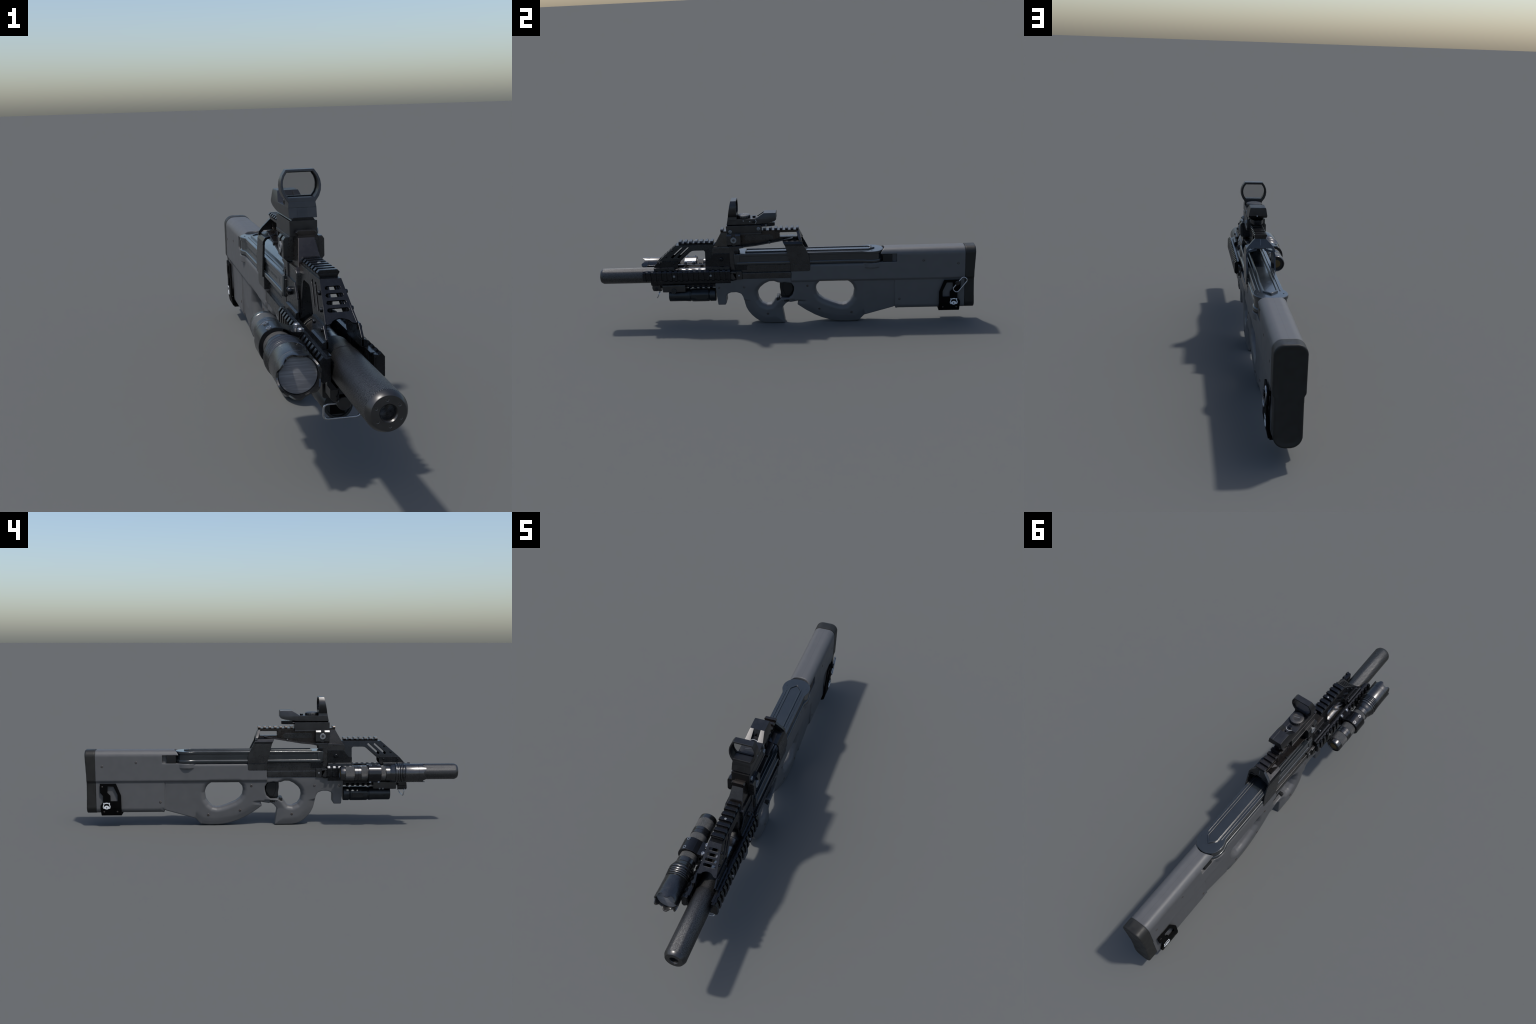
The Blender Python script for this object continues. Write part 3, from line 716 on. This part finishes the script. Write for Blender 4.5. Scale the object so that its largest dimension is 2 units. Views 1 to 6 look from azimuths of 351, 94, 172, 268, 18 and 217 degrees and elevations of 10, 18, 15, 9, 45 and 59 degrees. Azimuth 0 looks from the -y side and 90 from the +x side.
# ------------------------------------------------------------------ fore guard
def build_foreguard():
    hwz = lambda z: float(np.interp(z, [0.32, 0.366, 0.451], [0.0395, 0.0390, 0.0262]))
    side = [(-0.3685, 0.4510), (-0.5765, 0.4510), (-0.672, 0.3695), (-0.6715, 0.352), (-0.575, 0.352), (-0.562, 0.3585), (-0.500, 0.413), (-0.488, 0.4195), (-0.476, 0.421),
            (-0.426, 0.421), (-0.4195, 0.4145), (-0.4195, 0.330), (-0.3685, 0.330)]
    def pill(a, b, w):
        a, b = np.array(a), np.array(b); d = (b - a) / np.linalg.norm(b - a); th = math.atan2(d[1], d[0]); p = []
        for c, t0 in ((b, -math.pi / 2), (a, math.pi / 2)):
            for i in range(7):
                an = th + t0 + math.pi * i / 6
                p.append((c[0] + w * math.cos(an), c[1] + w * math.sin(an)))
        return p
    slots = [pill((-0.5095, 0.4345), (-0.563, 0.3865), 0.0055), pill((-0.544, 0.4345), (-0.598, 0.3865), 0.0055)]
    fg = None
    for s in (1, -1):
        lo = (lambda a, b: hwz(b) - 0.0045) if s > 0 else (lambda a, b: -hwz(b))
        hi = (lambda a, b: hwz(b)) if s > 0 else (lambda a, b: -hwz(b) + 0.0045)
        o = prism("foreguard" if fg is None else "guard_side", side, lo, hi, 'black', holes=slots, bev=0.001, parent=fg)
        fg = fg or o
    # roof
    prism("guard_roof", [(-0.0262, -0.3685), (0.0262, -0.3685), (0.0262, -0.578), (-0.0262, -0.578)], 0.4460, 0.4507, 'black', axis='z', bev=0.0008, parent=fg)
    # sloping vented nose plate: built flat (x, s) and tipped onto the slope
    a, b = np.array((-0.5770, 0.4512)), np.array((-0.6705, 0.3700)); Ls = np.linalg.norm(b - a); d = (b - a) / Ls
    wid = lambda s: 0.0262 + (0.0385 - 0.0262) * s / Ls
    pl = [(-wid(0), -0.002), (wid(0), -0.002), (wid(Ls), Ls)]
    for t in np.linspace(1, -1, 17)[1:-1]:
        pl.append((wid(Ls) * t, Ls - 0.013 * math.cos(t * math.pi / 2 * 1.0) ** 2 + (0.004 if abs(t) > 0.62 else 0)))
    pl.append((-wid(Ls), Ls))
    vents = []
    for sc in (0.025, 0.046, 0.067, 0.088):
        w = 0.0188 + 0.105 * (sc - 0.024)
        vents.append(fillet([(-w, sc - 0.0056), (w, sc - 0.0056), (w, sc + 0.0056), (-w, sc + 0.0056)], 0.0054, 5))
    v, f = prism_data(pl, -0.0042, 0.0, 'z', vents, 0.0008)
    nrm = np.array((d[1], -d[0]));  nrm = nrm if nrm[1] > 0 else -nrm
    v = [(x, a[0] + d[0] * s + nrm[0] * t, a[1] + d[1] * s + nrm[1] * t) for x, s, t in v]
    finish("nose_plate", v, f, 'black', fg)
    # lower cheek plates
    cheek = [(-0.567, 0.3675), (-0.674, 0.3675), (-0.6985, 0.341), (-0.6985, 0.3190), (-0.587, 0.3190), (-0.572, 0.330), (-0.567, 0.3420)]
    mirrored("cheek_plate", cheek, 0.0375, 0.0438, 'black', bev=0.0012, parent=fg)
    # rear mounting plates with a flared skirt
    mp = [(-0.2885, 0.405), (-0.3745, 0.405), (-0.402, 0.3685), (-0.4195, 0.3665), (-0.4195, 0.322), (-0.2885, 0.322)]
    mirrored("mounting_plate", mp, 0.0385, 0.0448, 'black', bev=0.0014, parent=fg)
    for y0, y1 in ((-0.4195, -0.2900), (-0.6985, -0.587)):
        for s in (1, -1):
            sk = [(s * 0.036, 0.3365), (s * 0.0465, 0.3365), (s * 0.0515, 0.3335), (s * 0.0535, 0.3198), (s * 0.036, 0.3198)]
            prism("guard_skirt", sk, y0, y1, 'black', axis='y', bev=0.0008, parent=fg)
    ring_screws("guard_bolt", 0.0112, 0.0120, 'black', both(0.0446, [(-0.3325, 0.3745)]), fg)
    ring_screws("guard_screw", 0.0055, 0.0042, 'black', both(0.0436, [(-0.5895, 0.3565), (-0.6665, 0.3565)]) + both(0.0315, [(-0.5945, 0.4245)]) + both(0.0355, [(-0.6290, 0.3925)]), fg)
    # its own short rail
    base = [(-0.0225, 0.4500), (0.0225, 0.4500), (0.0225, 0.4610), (-0.0225, 0.4610)]
    r = prism("guard_rail", base, -0.5595, -0.3735, 'black', axis='y', bev=0.0008)
    sec = tooth_section(0.0225, 0.0275, 0.0215, 0.4555, 0.4640, 0.4705)
    teeth_along_y(sec, [-0.3885 - 0.0284 * k for k in range(7)], 0.0150, 'black', r)
    lathe("rail_screw", [(0.4690, 0.0050), (0.4716, 0.0048), (0.4722, 0.0036), (0.4722, 0.0)], 'zinc', (0.0, -0.4665), 14, 'z', parent=r)
build_foreguard()

# ------------------------------------------------------------------ handguard rails
def build_rails():
    # long side rails
    for s in (1, -1):
        core = [(s * 0.0480, 0.2650), (s * 0.0640, 0.2665), (s * 0.0665, 0.2705), (s * 0.0665, 0.3085), (s * 0.0630, 0.3155), (s * 0.0500, 0.3180), (s * 0.0480, 0.3180)]
        rail = prism("side_rail", core, -0.7558, -0.2960, 'black', axis='y', bev=0.001)
        sec = [(s * 0.0520, 0.2690), (s * 0.0645, 0.2608), (s * 0.0728, 0.2680), (s * 0.0728, 0.3120), (s * 0.0650, 0.3218), (s * 0.0520, 0.3100)]
        teeth_along_y(sec, [-0.7573 + 0.02855 * k for k in range(17)], 0.0150, 'black', rail)
        for y in (-0.588, -0.391):
            lathe("rail_screw", [(s * 0.066, 0.0062), (s * 0.0742, 0.0062), (s * 0.0748, 0.0050), (s * 0.0748, 0.0)], 'zinc', (y, 0.2925), 16, 'x', parent=rail)
    # trough that carries the rails and cups the barrel
    hg = prism("handguard", [(-0.0485, 0.3165), (-0.0485, 0.2440), (-0.0400, 0.2322), (0.0400, 0.2322), (0.0485, 0.2440), (0.0485, 0.3165), (0.0450, 0.3165), (0.0450, 0.2600), (0.0270, 0.2362), (-0.0270, 0.2362), (-0.0450, 0.2600), (-0.0450, 0.3165)],
               -0.7220, -0.290, 'black', axis='y', bev=0.0008)
    mirrored("handguard_ledge", [(-0.745, 0.3165), (-0.745, 0.3195), (-0.290, 0.3195), (-0.290, 0.3165)], 0.0435, 0.0530, 'black', bev=0.0006, parent=hg)
    # bottom rail
    rail = prism("bottom_rail", [(-0.0225, 0.2340), (0.0225, 0.2340), (0.0225, 0.2115), (-0.0225, 0.2115)], -0.7220, -0.374, 'black', axis='y', bev=0.001)
    sec = [(-0.0225, 0.2225), (0.0225, 0.2225), (0.0275, 0.2150), (0.0215, 0.2060), (-0.0215, 0.2060), (-0.0275, 0.2150)]
    teeth_along_y(sec, [-0.7220 + 0.02855 * k for k in range(12)], 0.0150, 'black', rail)
build_rails()

# ------------------------------------------------------------------ barrel and suppressor
def build_barrel():
    cz = 0.28
    p = [(-1.0, 0.0165), (-1.0, 0.0355), (-0.9985, 0.0372), (-0.9880, 0.0415), (-0.9850, 0.0426)]
    sup = lathe("suppressor", [(-0.9862, 0.0424), (-0.9850, 0.0429), (-0.6950, 0.0429), (-0.6930, 0.0424), (-0.6930, 0.0415), (-0.600, 0.0415), (-0.5985, 0.0380), (-0.5985, 0.0200)], 'sup', (0, cz), 64)
    lathe("muzzle_cap", [(-0.975, 0.0150), (-0.985, 0.0158), (-0.9970, 0.0163), (-1.0, 0.0185), (-1.0, 0.0350), (-0.9985, 0.0366), (-0.9895, 0.0414), (-0.9860, 0.0424), (-0.9850, 0.0420)], 'sup_end', (0, cz), 64, parent=sup, angle=20)
    lathe("bore", [(-0.80, 0.0), (-0.80, 0.0152), (-0.976, 0.0152), (-0.976, 0.0152), (-0.976, 0.030), (-0.80, 0.030)], 'flat', (0, cz), 40, parent=sup)  # liner coloured flat black to draw the darkness inside the muzzle
    lathe("collar", [(-0.6935, 0.0400), (-0.6935, 0.0433), (-0.6900, 0.0433), (-0.6890, 0.0418)], 'sup_end', (0, cz), 64, parent=sup)
    for i in range(6):
        a = math.pi / 6 + i * math.pi / 3 + 0.1
        c = (0.0265 * math.cos(a), cz + 0.0265 * math.sin(a))
        lathe("cap_dimple", [(-0.9990, 0.0036), (-1.0004, 0.0034), (-0.9999, 0.0024), (-0.9996, 0.0)], 'dial', c, 12, parent=sup)
    # barrel with spiral flutes, seen through the guard's window
    def flute(t, r, a, i):
        if 2 <= i < 66:
            k = max(0.0, math.cos(3 * a + t * 70)) ** 2
            env = math.sin(math.pi * min(1.0, (i - 2) / 40)) ** 0.5 if i < 42 else 0.0
            return t, r - 0.0045 * k * env
        return t, r
    prof = [(-0.605, 0.020), (-0.603, 0.0355)] + [(-0.6 + 0.135 * i / 64, 0.0355) for i in range(64)] + [(-0.462, 0.0355), (-0.460, 0.0345), (-0.425, 0.0345), (-0.420, 0.0375), (-0.375, 0.0375), (-0.370, 0.02)]
    lathe("barrel", prof, 'barrel', (0, cz), 60, mod=flute)
    lathe("barrel_nut", [(-0.4225, 0.030), (-0.4225, 0.0400), (-0.4205, 0.0412), (-0.3850, 0.0412), (-0.3830, 0.03)], 'sup', (0, cz), 48)
build_barrel()

# ------------------------------------------------------------------ flank lamp
def build_lamp():
    cx, cz = LAMP_X, LAMP_Z
    body = lathe("flashlight", [(-0.3500, 0.0), (-0.3500, 0.0290), (-0.3455, 0.0310), (-0.3445, 0.0335), (-0.3460, 0.0358), (-0.3490, 0.0372), (-0.3685, 0.0376), (-0.3700, 0.0362),
        (-0.4185, 0.0362), (-0.4195, 0.0385), (-0.4345, 0.0385), (-0.4352, 0.0372), (-0.4366, 0.0372), (-0.4373, 0.0385), (-0.4510, 0.0385), (-0.4525, 0.0362),
        (-0.5825, 0.0362), (-0.5840, 0.0388), (-0.6040, 0.0390), (-0.6060, 0.0405), (-0.6180, 0.0455), (-0.6255, 0.0470), (-0.6300, 0.0496), (-0.6308, 0.0471), (-0.6325, 0.0500), (-0.6348, 0.0510), (-0.6370, 0.0513), (-0.6392, 0.0510), (-0.6415, 0.0500), (-0.6432, 0.0471), (-0.6455, 0.0471), (-0.6469, 0.0500), (-0.6487, 0.0510), (-0.6505, 0.0513), (-0.6522, 0.0510), (-0.6541, 0.0500), (-0.6555, 0.0471), (-0.6570, 0.0462), (-0.6581, 0.0491), (-0.6596, 0.0501), (-0.6610, 0.0504), (-0.6624, 0.0501), (-0.6639, 0.0491), (-0.6650, 0.0462), (-0.6659, 0.0456), (-0.6669, 0.0485), (-0.6682, 0.0495), (-0.6695, 0.0498), (-0.6708, 0.0495), (-0.6721, 0.0485), (-0.6731, 0.0456), (-0.6739, 0.0451), (-0.6749, 0.0480), (-0.6762, 0.0490), (-0.6775, 0.0493), (-0.6788, 0.0490), (-0.6801, 0.0474), (-0.6811, 0.0445), (-0.6840, 0.0472), (-0.6890, 0.0486), (-0.7530, 0.0486), (-0.7536, 0.0478), (-0.7544, 0.0478), (-0.7550, 0.0486), (-0.768, 0.0490)], 'lamp', (cx, cz), 72)
    # crenellated bezel
    def scallop(t, r, a, i):
        if i in (1, 2, 3, 4):
            c = 0.5 + 0.5 * math.cos(6 * a + 0.6)
            notch = smooth(c)
            return t + 0.0145 * notch * (1 if i in (2, 3) else 0.85), r
        return t, r
    def smooth(c):
        return min(1.0, max(0.0, (c - 0.12) / 0.7))
    lathe("bezel", [(-0.766, 0.0490), (-0.7900, 0.0494), (-0.7940, 0.0490), (-0.7940, 0.0452), (-0.7900, 0.0442), (-0.766, 0.0425)], 'lamp', (cx, cz), 96, mod=scallop, parent=body, angle=45)
    lathe("lamp_lens", [(-0.760, 0.0432), (-0.7700, 0.0430), (-0.7720, 0.0420), (-0.7725, 0.0405), (-0.7725, 0.0)], 'lens', (cx, cz), 64, parent=body)
    for y0, y1 in ((-0.4183, -0.3702), (-0.4880, -0.4527), (-0.5823, -0.5500)):
        lathe("knurled_grip", [(y0, 0.0360), (y0 + 0.0008, 0.0373), (y1 - 0.0008, 0.0373), (y1, 0.0360)], 'lampk', (cx, cz), 64, parent=body)
    lathe("tail_switch", [(-0.3470, 0.0185), (-0.3462, 0.0175), (-0.3455, 0.0)], 'amber', (cx, cz), 32, parent=body)
    lathe("tail_ring", [(-0.3495, 0.0300), (-0.3478, 0.0300), (-0.3478, 0.0190), (-0.3498, 0.0190)], 'rubber', (cx, cz), 40, parent=body)
    # clamp: octagonal band with flanges bolted through to the side rail
    band = [(cx + rr * math.cos(math.radians(d)), cz + rr * math.sin(math.radians(d))) for d, rr in ((20, .044), (60, .047), (98, .0500), (134, .0505), (158, .049), (180, .0485), (202, .049), (226, .0505), (262, .0500), (300, .047), (340, .044))]
    hole = [(cx + 0.0372 * math.cos(2 * math.pi * i / 40), cz + 0.0372 * math.sin(2 * math.pi * i / 40)) for i in range(40)]
    cl = prism("lamp_clamp", fillet(band, 0.030, 3), -0.5560, -0.4910, 'clamp', axis='y', holes=[hole], bev=0.0012)
    up = fillet([(cx + 0.010, cz + 0.037), (cx + 0.012, cz + 0.0450), (cx + 0.034, cz + 0.0340), (-0.0600, 0.3225), (-0.0600, 0.3140), (-0.0790, 0.3090), (cx + 0.036, cz + 0.012), (cx + 0.034, cz + 0.018)], 0.003)
    prism("clamp_arm", up, -0.5560, -0.4910, 'clamp', axis='y', bev=0.0012, parent=cl)
    dn = fillet([(cx + 0.006, cz - 0.037), (cx + 0.008, cz - 0.0460), (cx + 0.034, cz - 0.0360), (-0.0620, 0.2600), (-0.0620, 0.2680), (-0.0790, 0.2740), (cx + 0.036, cz - 0.012), (cx + 0.034, cz - 0.018)], 0.003)
    prism("clamp_arm", dn, -0.5560, -0.4910, 'clamp', axis='y', bev=0.0012, parent=cl)
    for y in (-0.5015, -0.5460):
        lathe("clamp_screw", [(0.3170, 0.0076), (0.3285, 0.0076), (0.3310, 0.0060), (0.3310, 0.0040), (0.3275, 0.0035), (0.3275, 0)], 'bright', (-0.0675, y), 18, 'z', parent=cl)
        lathe("clamp_screw", [(0.2660, 0.0076), (0.2560, 0.0076), (0.2535, 0.0060), (0.2535, 0.0040), (0.2570, 0.0035), (0.2570, 0)], 'bright', (-0.0720, y), 18, 'z', parent=cl)
        for deg in (115, 245):
            a = math.radians(deg); ca, sa = math.cos(a), math.sin(a)
            v, f = lathe_data([(-0.003, 0.0072), (0.0030, 0.0070), (0.0030, 0.0052), (-0.001, 0.0046), (-0.001, 0.0)], (0, 0), 16, 'x')
            v = [(cx + (0.0480 + t) * ca - q * sa, y + p, cz + (0.0480 + t) * sa + q * ca) for t, p, q in v]
            finish("band_screw", v, f, 'bright', cl, weighted=False)
build_lamp()

# ------------------------------------------------------------------ small light under the bottom rail
def build_underlight():
    cz = 0.1630
    def facets(t, r, a, i):
        if 6 <= i <= 11:
            k = (a + math.pi / 8) % (math.pi / 4) - math.pi / 8
            return t, r * (0.965 + 0.035 * (1 - math.cos(k) / math.cos(0) + 1)) if False else r * min(1.0, 0.955 / math.cos(k))
        return t, r
    ul = lathe("under_light", [(-0.3785, 0.0), (-0.3785, 0.0345), (-0.3800, 0.0375), (-0.3820, 0.0382), (-0.4090, 0.0382), (-0.4110, 0.0355), (-0.4140, 0.0355), (-0.4170, 0.0388), (-0.4500, 0.0390), (-0.4800, 0.0390), (-0.5060, 0.0388), (-0.5100, 0.0365),
        (-0.5120, 0.0345), (-0.5160, 0.0345), (-0.5185, 0.0375), (-0.5250, 0.0375), (-0.5450, 0.0358), (-0.6300, 0.0358), (-0.6330, 0.0345), (-0.6330, 0.0290), (-0.6230, 0.0270), (-0.6230, 0.0)], 'lamp2', (0, cz), 48, mod=facets)
    lathe("light_face", [(-0.6210, 0.0290), (-0.6290, 0.0288), (-0.6295, 0.0280), (-0.6295, 0.0)], 'lamp2', (0, cz), 32, parent=ul)
    box("light_port", (-0.0200, -0.6302, 0.1400), (0.0160, -0.6260, 0.1660), 'flat', bev=0.0008, parent=ul)
    mirrored("finger_pad", fillet([(-0.425, 0.146), (-0.485, 0.146), (-0.485, 0.170), (-0.425, 0.170)], 0.006), 0.034, 0.0390, 'rubber', bev=0.001, parent=ul)
    ring_screws("light_screw", 0.0055, 0.0015, 'black', both(0.0340, [(-0.600, 0.1580)]), ul)
    # clamp that hangs it from the rail
    cl = prism("light_clamp", [(-0.0430, 0.2320), (-0.0450, 0.2260), (-0.0450, 0.1960), (-0.0400, 0.1920), (0.0400, 0.1920), (0.0450, 0.1960), (0.0450, 0.2260), (0.0430, 0.2320)], -0.6615, -0.5375, 'sight', axis='y', bev=0.0015)
    prism("clamp_saddle", [(-0.020, 0.196), (-0.022, 0.180), (0.022, 0.180), (0.020, 0.196)], -0.6300, -0.5375, 'lamp2', axis='y', bev=0.001, parent=cl)
    lathe("thumb_screw", [(0.040, 0.0145), (0.0490, 0.0145), (0.0505, 0.0130), (0.0505, 0.0)], 'lamp2', (-0.6010, 0.2000), 24, 'x', parent=cl)
    for y in (-0.572, -0.590):
        lathe("clamp_pin", [(-0.042, 0.0045), (-0.0462, 0.0042), (-0.0468, 0.0)], 'zinc', (y, 0.1950), 12, 'x', parent=cl)
build_underlight()

# ------------------------------------------------------------------ front sling mount with wire loop
def build_sling_mount():
    m = prism("sling_mount", fillet([(-0.0410, 0.2360), (-0.0410, 0.2120), (-0.0330, 0.2030), (0.0330, 0.2030), (0.0410, 0.2120), (0.0410, 0.2360)], 0.003), -0.7175, -0.6735, 'sight', axis='y', bev=0.0015)
    lathe("mount_screw", [(0.036, 0.0105), (0.0430, 0.0105), (0.0440, 0.0090), (0.0440, 0.0)], 'black', (-0.697, 0.2120), 20, 'x', parent=m)
    lathe("mount_boss", [(-0.6760, 0.0), (-0.6760, 0.0165), (-0.7215, 0.0165), (-0.7240, 0.0145), (-0.7240, 0.0)], 'sight', (-0.0100, 0.2000), 28, parent=m)
    yz = lambda t: (-0.7000 - 0.002 * 0, 0.1850 - t)
    pts = []
    for x, y, z in fillet3([(0.0, -0.705, 0.195), (-0.053, -0.705, 0.195), (-0.053, -0.698, 0.1575), (0.034, -0.698, 0.1575), (0.034, -0.682, 0.192), (0.0, -0.682, 0.192)], 0.012):
        pts.append((x, y, z))
    tube("wire_loop", pts, 0.0026, 'bright', parent=m)

def fillet3(pts, r, n=5):
    out = [pts[0]]
    for i in range(1, len(pts) - 1):
        p, a, b = (np.array(pts[j], float) for j in (i, i - 1, i + 1))
        da, db = (a - p) / np.linalg.norm(a - p), (b - p) / np.linalg.norm(b - p)
        ta, tb = p + da * r, p + db * r
        for j in range(n + 1):
            t = j / n
            out.append(tuple((1 - t) ** 2 * ta + 2 * t * (1 - t) * p + t * t * tb))
    out.append(pts[-1])
    return out
build_sling_mount()

# ------------------------------------------------------------------ rear sling plates, wire clip and printed badge
def build_sling_plates():
    outl = [(0.9220, 0.2330), (0.8375, 0.2330), (0.8120, 0.1685), (0.8110, 0.0660), (0.9185, 0.0660), (0.9215, 0.1150), (0.9070, 0.1360), (0.9065, 0.1680), (0.9225, 0.1865)]
    win = [(0.8825, 0.2195), (0.8510, 0.2195), (0.8300, 0.1735), (0.8300, 0.1390), (0.8675, 0.1390), (0.8680, 0.1680), (0.8835, 0.1845)]
    off = lambda z: 0.0536 - 0.007 * float(np.clip((0.105 - z) / 0.04, 0, 1))
    first = None
    for s in (1, -1):
        lo = (lambda a, b: off(b) - 0.0) if s > 0 else (lambda a, b: -off(b) - 0.0055)
        hi = (lambda a, b: off(b) + 0.0055) if s > 0 else (lambda a, b: -off(b))
        # split at the fold so that both halves stay flat
        upper = [q for q in outl if q[1] > 0.105]
        up = [(0.9220, 0.2330), (0.8375, 0.2330), (0.8120, 0.1685), (0.8113, 0.1050), (0.9210, 0.1050), (0.9215, 0.1150), (0.9070, 0.1360), (0.9065, 0.1680), (0.9225, 0.1865)]
        dn = [(0.8113, 0.1050), (0.8105, 0.0655), (0.9185, 0.0655), (0.9210, 0.1050)]
        pl = prism("sling_plate", up, *sorted((s * 0.0515, s * 0.0590)), 'flat', holes=[win], bev=0.0008)
        prism("plate_fold", dn, lo, hi, 'flat', bev=0.0006, parent=pl)
        sp = [(0.9092, 0.2175)] if s < 0 else []
        spots = [(s * 0.0588, y, z) for y, z in sp] + [(s * (off(0.083) + 0.0052), 0.9025, 0.0828), (s * (off(0.083) + 0.0052), 0.8325, 0.0828)]
        ring_screws("plate_screw", 0.0042, 0.0010, 'screw', spots, pl)
        ring_screws("plate_spacer", 0.0080, 0.0100, 'flat', [(s * 0.0455, 0.908, 0.2150), (s * 0.0455, 0.832, 0.0900), (s * 0.0455, 0.900, 0.0900)], pl)
        badge(pl, s)
        first = first or pl
    box("plate_bridge", (-0.0470, 0.8115, 0.0600), (0.0470, 0.9183, 0.0660), 'flat', bev=0.001, parent=first)
    # wire clip on the right
    cor = [(0.9340, 0.2560), (0.9590, 0.2360), (0.9030, 0.1630), (0.8785, 0.1850)]
    loop = fillet(cor, 0.014, 6)
    tube("wire_clip", [(0.0660, y, z) for y, z in loop], 0.0028, 'bright', cyclic=True)
    lathe("clip_knob", [(0.0585, 0.0085), (0.0600, 0.0090), (0.0605, 0.0125), (0.0690, 0.0128), (0.0705, 0.0115), (0.0705, 0.0)], 'clamp', (0.9055, 0.2190), 24, 'x', parent=first)

def badge(plate, s):
    """Printed animal-face mark: ears, brow, mask-shaped muzzle with a dark nose."""
    cy, cz, k = 0.8885, 0.1145, 0.0190
    x0, x1 = sorted((s * 0.0588, s * 0.0594))
    P = lambda pts: [(cy + a * k, cz + b * k) for a, b in pts]
    arc = lambda cx, cz_, r, a0, a1, n: [(cx + r * math.cos(t), cz_ + r * math.sin(t)) for t in np.linspace(math.radians(a0), math.radians(a1), n)]
    brow = arc(0, -0.35, 1.27, 64, 116, 9) + arc(0, -0.35, 1.00, 116, 64, 9)
    muz = [(0.98, -0.80), (0.86, -0.52), (0.62, -0.20), (0.30, 0.03), (0.0, 0.09), (-0.30, 0.03), (-0.62, -0.20), (-0.86, -0.52), (-0.98, -0.80), (-0.62, -0.74), (-0.34, -0.92), (0, -1.0), (0.34, -0.92), (0.62, -0.74)]
    nose = [(0.0, -0.18), (0.17, -0.55), (0.10, -0.72), (-0.10, -0.72), (-0.17, -0.55)]
    prism("badge_print", P(brow), x0, x1, 'white', bev=0, parent=plate)
    prism("badge_print", P(muz), x0, x1, 'white', holes=[P(nose)], bev=0, parent=plate)
    for m in (1, -1):
        ear = [(0.92, 0.86), (0.62, 0.86), (0.56, 0.55), (0.74, 0.20), (0.82, -0.12), (0.86, -0.42), (1.02, -0.55), (1.06, -0.20), (0.98, 0.12), (0.86, 0.42)]
        prism("badge_print", P([(m * a, b) for a, b in ear]), x0, x1, 'white', bev=0, parent=plate)
build_sling_plates()
